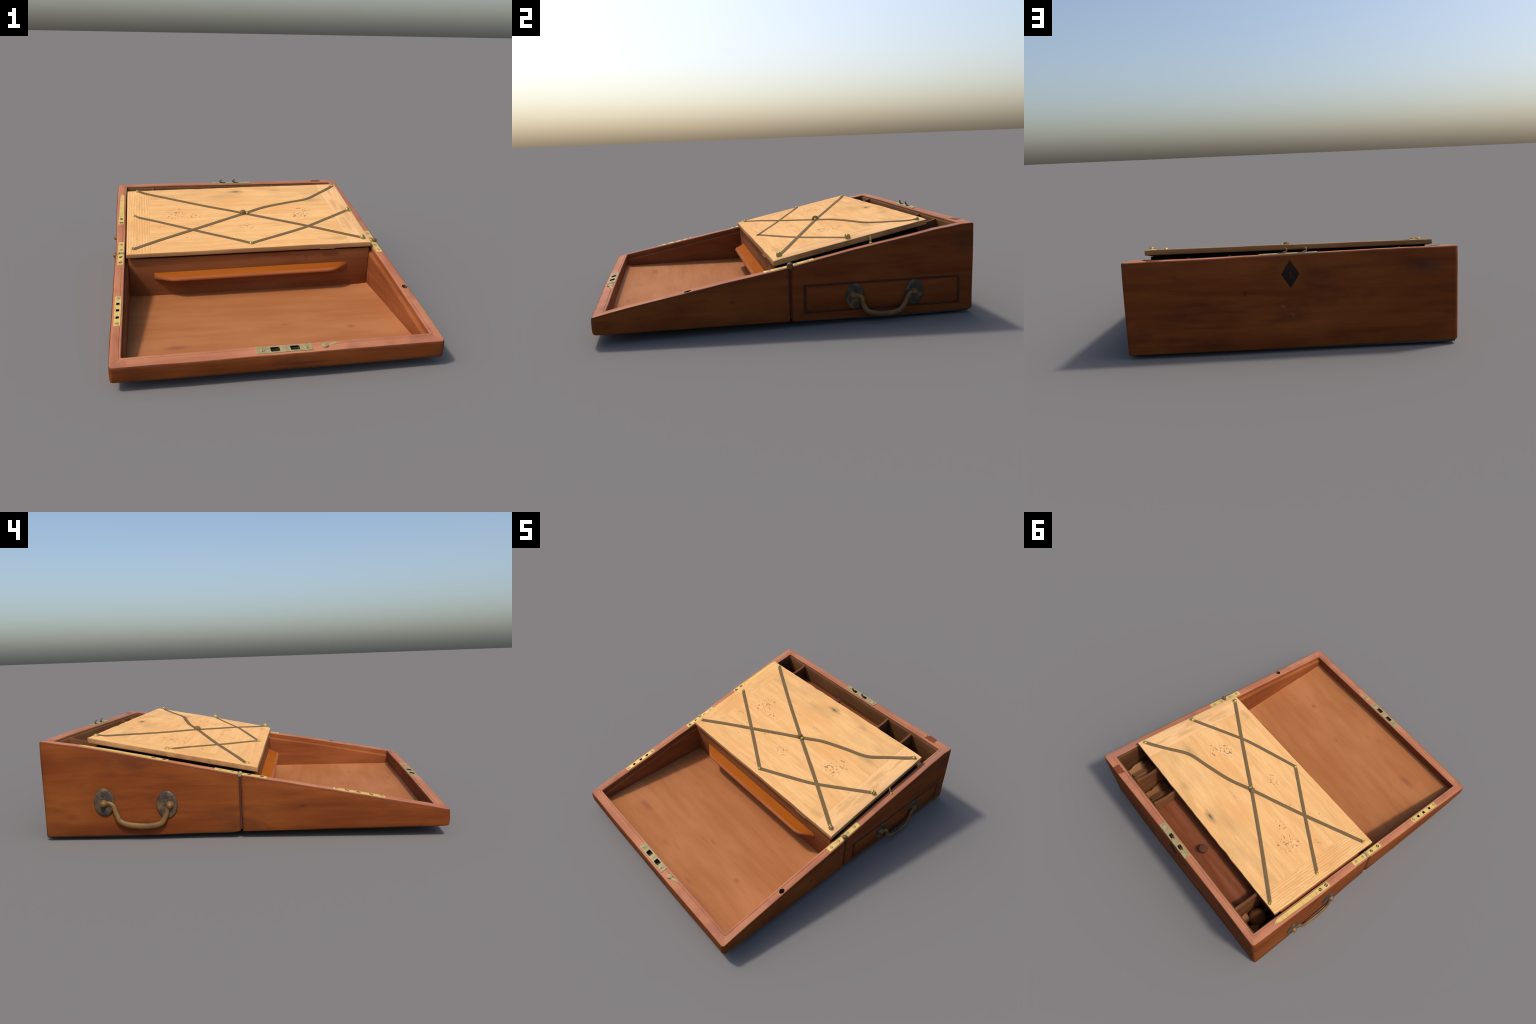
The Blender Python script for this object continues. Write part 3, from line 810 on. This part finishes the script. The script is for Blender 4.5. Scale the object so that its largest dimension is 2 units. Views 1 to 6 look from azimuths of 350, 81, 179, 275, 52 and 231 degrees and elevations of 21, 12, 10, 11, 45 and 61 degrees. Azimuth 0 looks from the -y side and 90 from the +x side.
# long stay plate on the left base rim
stay = strip('stay_plate', M_brass, [(0, -.017), (.25, -.018), (.27, -.016), (.93, -.0135), (.975, -.006), (1, 0), (.975, .009), (.90, .0145), (.27, .016), (.25, .018), (0, .018)],
             -.797, .345, -.797, .780, parent=left_base)
for y in (.365, .415): place('plate_screw', ME_PLATE_DARK, (-.797, y, ztop(-.797, y) + .0028), rn, random.random() * 3, stay, 1.15)
tube('stay_seam', [(-.813, .448, ztop(-.8, .448) + .0018), (-.804, .455, ztop(-.8, .455) + .0018), (-.797, .446, ztop(-.8, .446) + .0018), (-.790, .455, ztop(-.8, .455) + .0018), (-.781, .448, ztop(-.8, .448) + .0018)],
     [(.0016, .0012)] * 5, M_handle, stay)
# back lock plate with two hooked catches
yk = .952
lockB = strip('lock_plate', M_brass_pale, rect(.040), -.137, yk, .153, yk, parent=back_base)
zt = ztop(0, yk)
cut([lockB, back_base], [slot_prism(-.056, yk, .036, .024, zt - .025, zt + .02, .6), slot_prism(.042, yk, .036, .024, zt - .025, zt + .02, .6)], M_hole)
for x in (-.112, .132): place('plate_screw', ME_PLATE, (x, yk, ztop(x, yk) + .0028), (0, -.1, 1), random.random() * 3, lockB, 1.1)
for x in (-.066, .032):
    tube('hooked_catch', [(x + .012, yk - .002, zt - .012), (x, yk, zt + .004), (x - .013, yk - .003, zt + .010), (x - .017, yk - .006, zt + .019), (x - .010, yk - .008, zt + .026), (x - .001, yk - .008, zt + .024)],
         [(.007, .005), (.006, .005), (.005, .0045), (.0045, .004), (.004, .004), (.0035, .003)], M_handle, lockB, up=(0, 1, 0), sub=5)
# spring catch on the right between rim and board
tube('board_catch', [(.772, .436, ztop(.77, .436) - .03), (.771, .440, ztop(.77, .44) + .004), (.763, .443, ztop(.77, .44) + .026), (.752, .445, ztop(.77, .44) + .034)],
     [(.007, .007), (.006, .006), (.005, .005), (.004, .004)], M_screw, right_base)
place('catch_screw', ME_LOW, (.786, .438, ztop(.786, .438) + .001), rn, .4, right_base, .7)

# keyhole escutcheon (diamond) --------------------------------------
def back_y(z):
    f = (z - zbot(0, .978)) / (ztop(0, .978) - zbot(0, .978))
    return .978 + outward(0, .978, f).y
def escutcheon():
    bm = bmesh.new()
    cx, cz = .001, .396
    P = [(0, .070), (.0225, .035), (.045, 0), (.0225, -.035), (0, -.070), (-.0225, -.035), (-.045, 0), (-.0225, .035)]
    f = [bm.verts.new((cx + x, back_y(cz + z) + .0016, cz + z)) for x, z in P]
    b = [bm.verts.new((cx + x, back_y(cz + z) - .010, cz + z)) for x, z in P]
    cf = bm.verts.new((cx, back_y(cz) + .0016, cz)); cb = bm.verts.new((cx, back_y(cz) - .010, cz))
    for k in range(8):
        k2 = (k + 1) % 8
        bm.faces.new((f[k], b[k], b[k2], f[k2])); bm.faces.new((cf, f[k], f[k2])); bm.faces.new((cb, b[k2], b[k]))
    ob = finish('keyhole_escutcheon', bm, M_iron, back_base, smooth=30, bevel=.001)
    return ob
esc = escutcheon()
M_slot = flat('keyhole_rim', (.035, .028, .025), .7, .1, .4, 60)
lathe('keyhole', [(.008, 0), (.008, .0032), (.005, .0034), (0, .0005)], (.001, back_y(.403) + .0002, .403), (0, 1, 0), M_slot, esc, seg=18)
box('keyhole_slit', M_slot, -.002, .004, back_y(.385), back_y(.385) + .0032, .372, .397, bevel=.0008, parent=esc)

# ------------------------------------------------------------------ drawer on the right side
XD = XO + .0015
def quad_panel(name, mat, corners, x0, x1, parent=None, bevel=.002):
    bm = bmesh.new()
    a = [bm.verts.new((x0, y, z)) for y, z in corners]; b = [bm.verts.new((x1, y, z)) for y, z in corners]
    bm.faces.new(a[::-1]); bm.faces.new(b)
    for k in range(4): bm.faces.new((a[k], a[(k + 1) % 4], b[(k + 1) % 4], b[k]))
    return finish(name, bm, mat, parent, smooth=30, bevel=bevel)
DC = [(.064, .070), (.919, .059), (.918, .214), (.065, .224)]
M_drawer = wood('mahogany_drawer', *MAHOG, axis=1, seed=21, extra=worn)
drawer = quad_panel('drawer_front', M_drawer, [(.082, .086), (.902, .075), (.901, .199), (.083, .208)], XO - .004, XD + .0015, bevel=.0015)
for k in range(4):
    (ya, za), (yb, zb_) = DC[k], DC[(k + 1) % 4]
    inn = [(.078, .082), (.906, .071), (.905, .203), (.079, .212)]
    (yc, zc), (yd, zd) = inn[(k + 1) % 4], inn[k]
    bm = bmesh.new()
    # half-round cock bead between outer and inner rectangle
    rows = []
    for (p, q) in (((ya, za), (yd, zd)), ((yb, zb_), (yc, zc))):
        row = []
        for i in range(7):
            t = i / 6
            row.append(bm.verts.new((XO - .002 + .0065 * math.sin(math.pi * t) ** .7, lerp(p[0], q[0], t), lerp(p[1], q[1], t))))
        rows.append(row)
    for i in range(6): bm.faces.new((rows[0][i], rows[0][i + 1], rows[1][i + 1], rows[1][i]))
    bm.faces.new((rows[0][0], rows[1][0], rows[1][6], rows[0][6]))
    bm.faces.new(rows[0]); bm.faces.new(rows[1][::-1])
    finish('drawer_bead', bm, M_bead, drawer, smooth=60)

# ------------------------------------------------------------------ bail handles
def oval_plate(parent, x, sgn, y, z, ry, rz):
    prof = [(1.0, -.004), (1.0, .005), (.95, .0085), (.86, .0100), (.5, .0105), (0, .0108)]
    bm = bmesh.new(); rings = []; seg = 36
    for r, h in prof:
        if r == 0: rings.append([bm.verts.new((x + sgn * h, y, z))])
        else: rings.append([bm.verts.new((x + sgn * h, y + ry * r * math.cos(t), z + rz * r * math.sin(t))) for t in (2 * math.pi * k / seg for k in range(seg))])
    for a, b in zip(rings, rings[1:]):
        for k in range(seg):
            k2 = (k + 1) % seg
            bm.faces.new((a[k], a[k2], b[k2], b[k]) if len(b) > 1 else (a[k], a[k2], b[0]))
    bm.faces.new(rings[0])
    pl = finish('handle_plate', bm, M_hplate, parent, smooth=40)
    for dz in (rz * .60, -rz * .60):
        place('plate_screw', ME_HANDLE, (x + sgn * .0105, y, z + dz), (sgn, 0, 0), random.random() * 3, parent, 1.25)
    return pl
def bail(parent_wall, sgn, pts, plates, ry=.051, rz=.069):
    R = [(.011, .010), (.012, .010), (.012, .010), (.013, .010), (.0145, .010), (.0155, .0105), (.0145, .010), (.013, .010), (.012, .010), (.012, .010), (.011, .010)]
    h = tube('bail_handle', [(sgn * (x - .015 if sgn > 0 else x - .015), y, z) for x, y, z in pts], R, M_handle, parent_wall, up=(1, 0, 0), seg=12)
    for (y, z), (py, pz) in zip(plates, (pts[0][1:], pts[-1][1:])):
        x0 = sgn * (abs(outward(sgn * XO, y, .45).x) + XO + .0005)
        oval_plate(h, x0, sgn, y, z, ry, rz)
        lathe('handle_post', [(.022, 0), (.020, .009), (.016, .016), (.0145, .021), (.012, .026), (.006, .029), (0, .0295)], (x0 + sgn * .004, py, pz), (sgn, 0, 0), M_handle, h, seg=16)
    return h
bail(left_base, -1, [(.853, .662, .188), (.858, .642, .192), (.860, .618, .176), (.863, .604, .135), (.867, .575, .092), (.869, .482, .076),
                     (.867, .395, .084), (.863, .366, .116), (.860, .354, .150), (.858, .348, .172), (.853, .340, .176)], [(.663, .195), (.356, .177)])
bail(right_base, 1, [(.853, .325, .150), (.858, .345, .150), (.861, .367, .138), (.865, .375, .100), (.869, .402, .062), (.871, .475, .046),
                     (.869, .560, .052), (.865, .598, .085), (.861, .615, .118), (.858, .632, .142), (.853, .655, .144)], [(.337, .142), (.660, .140)])
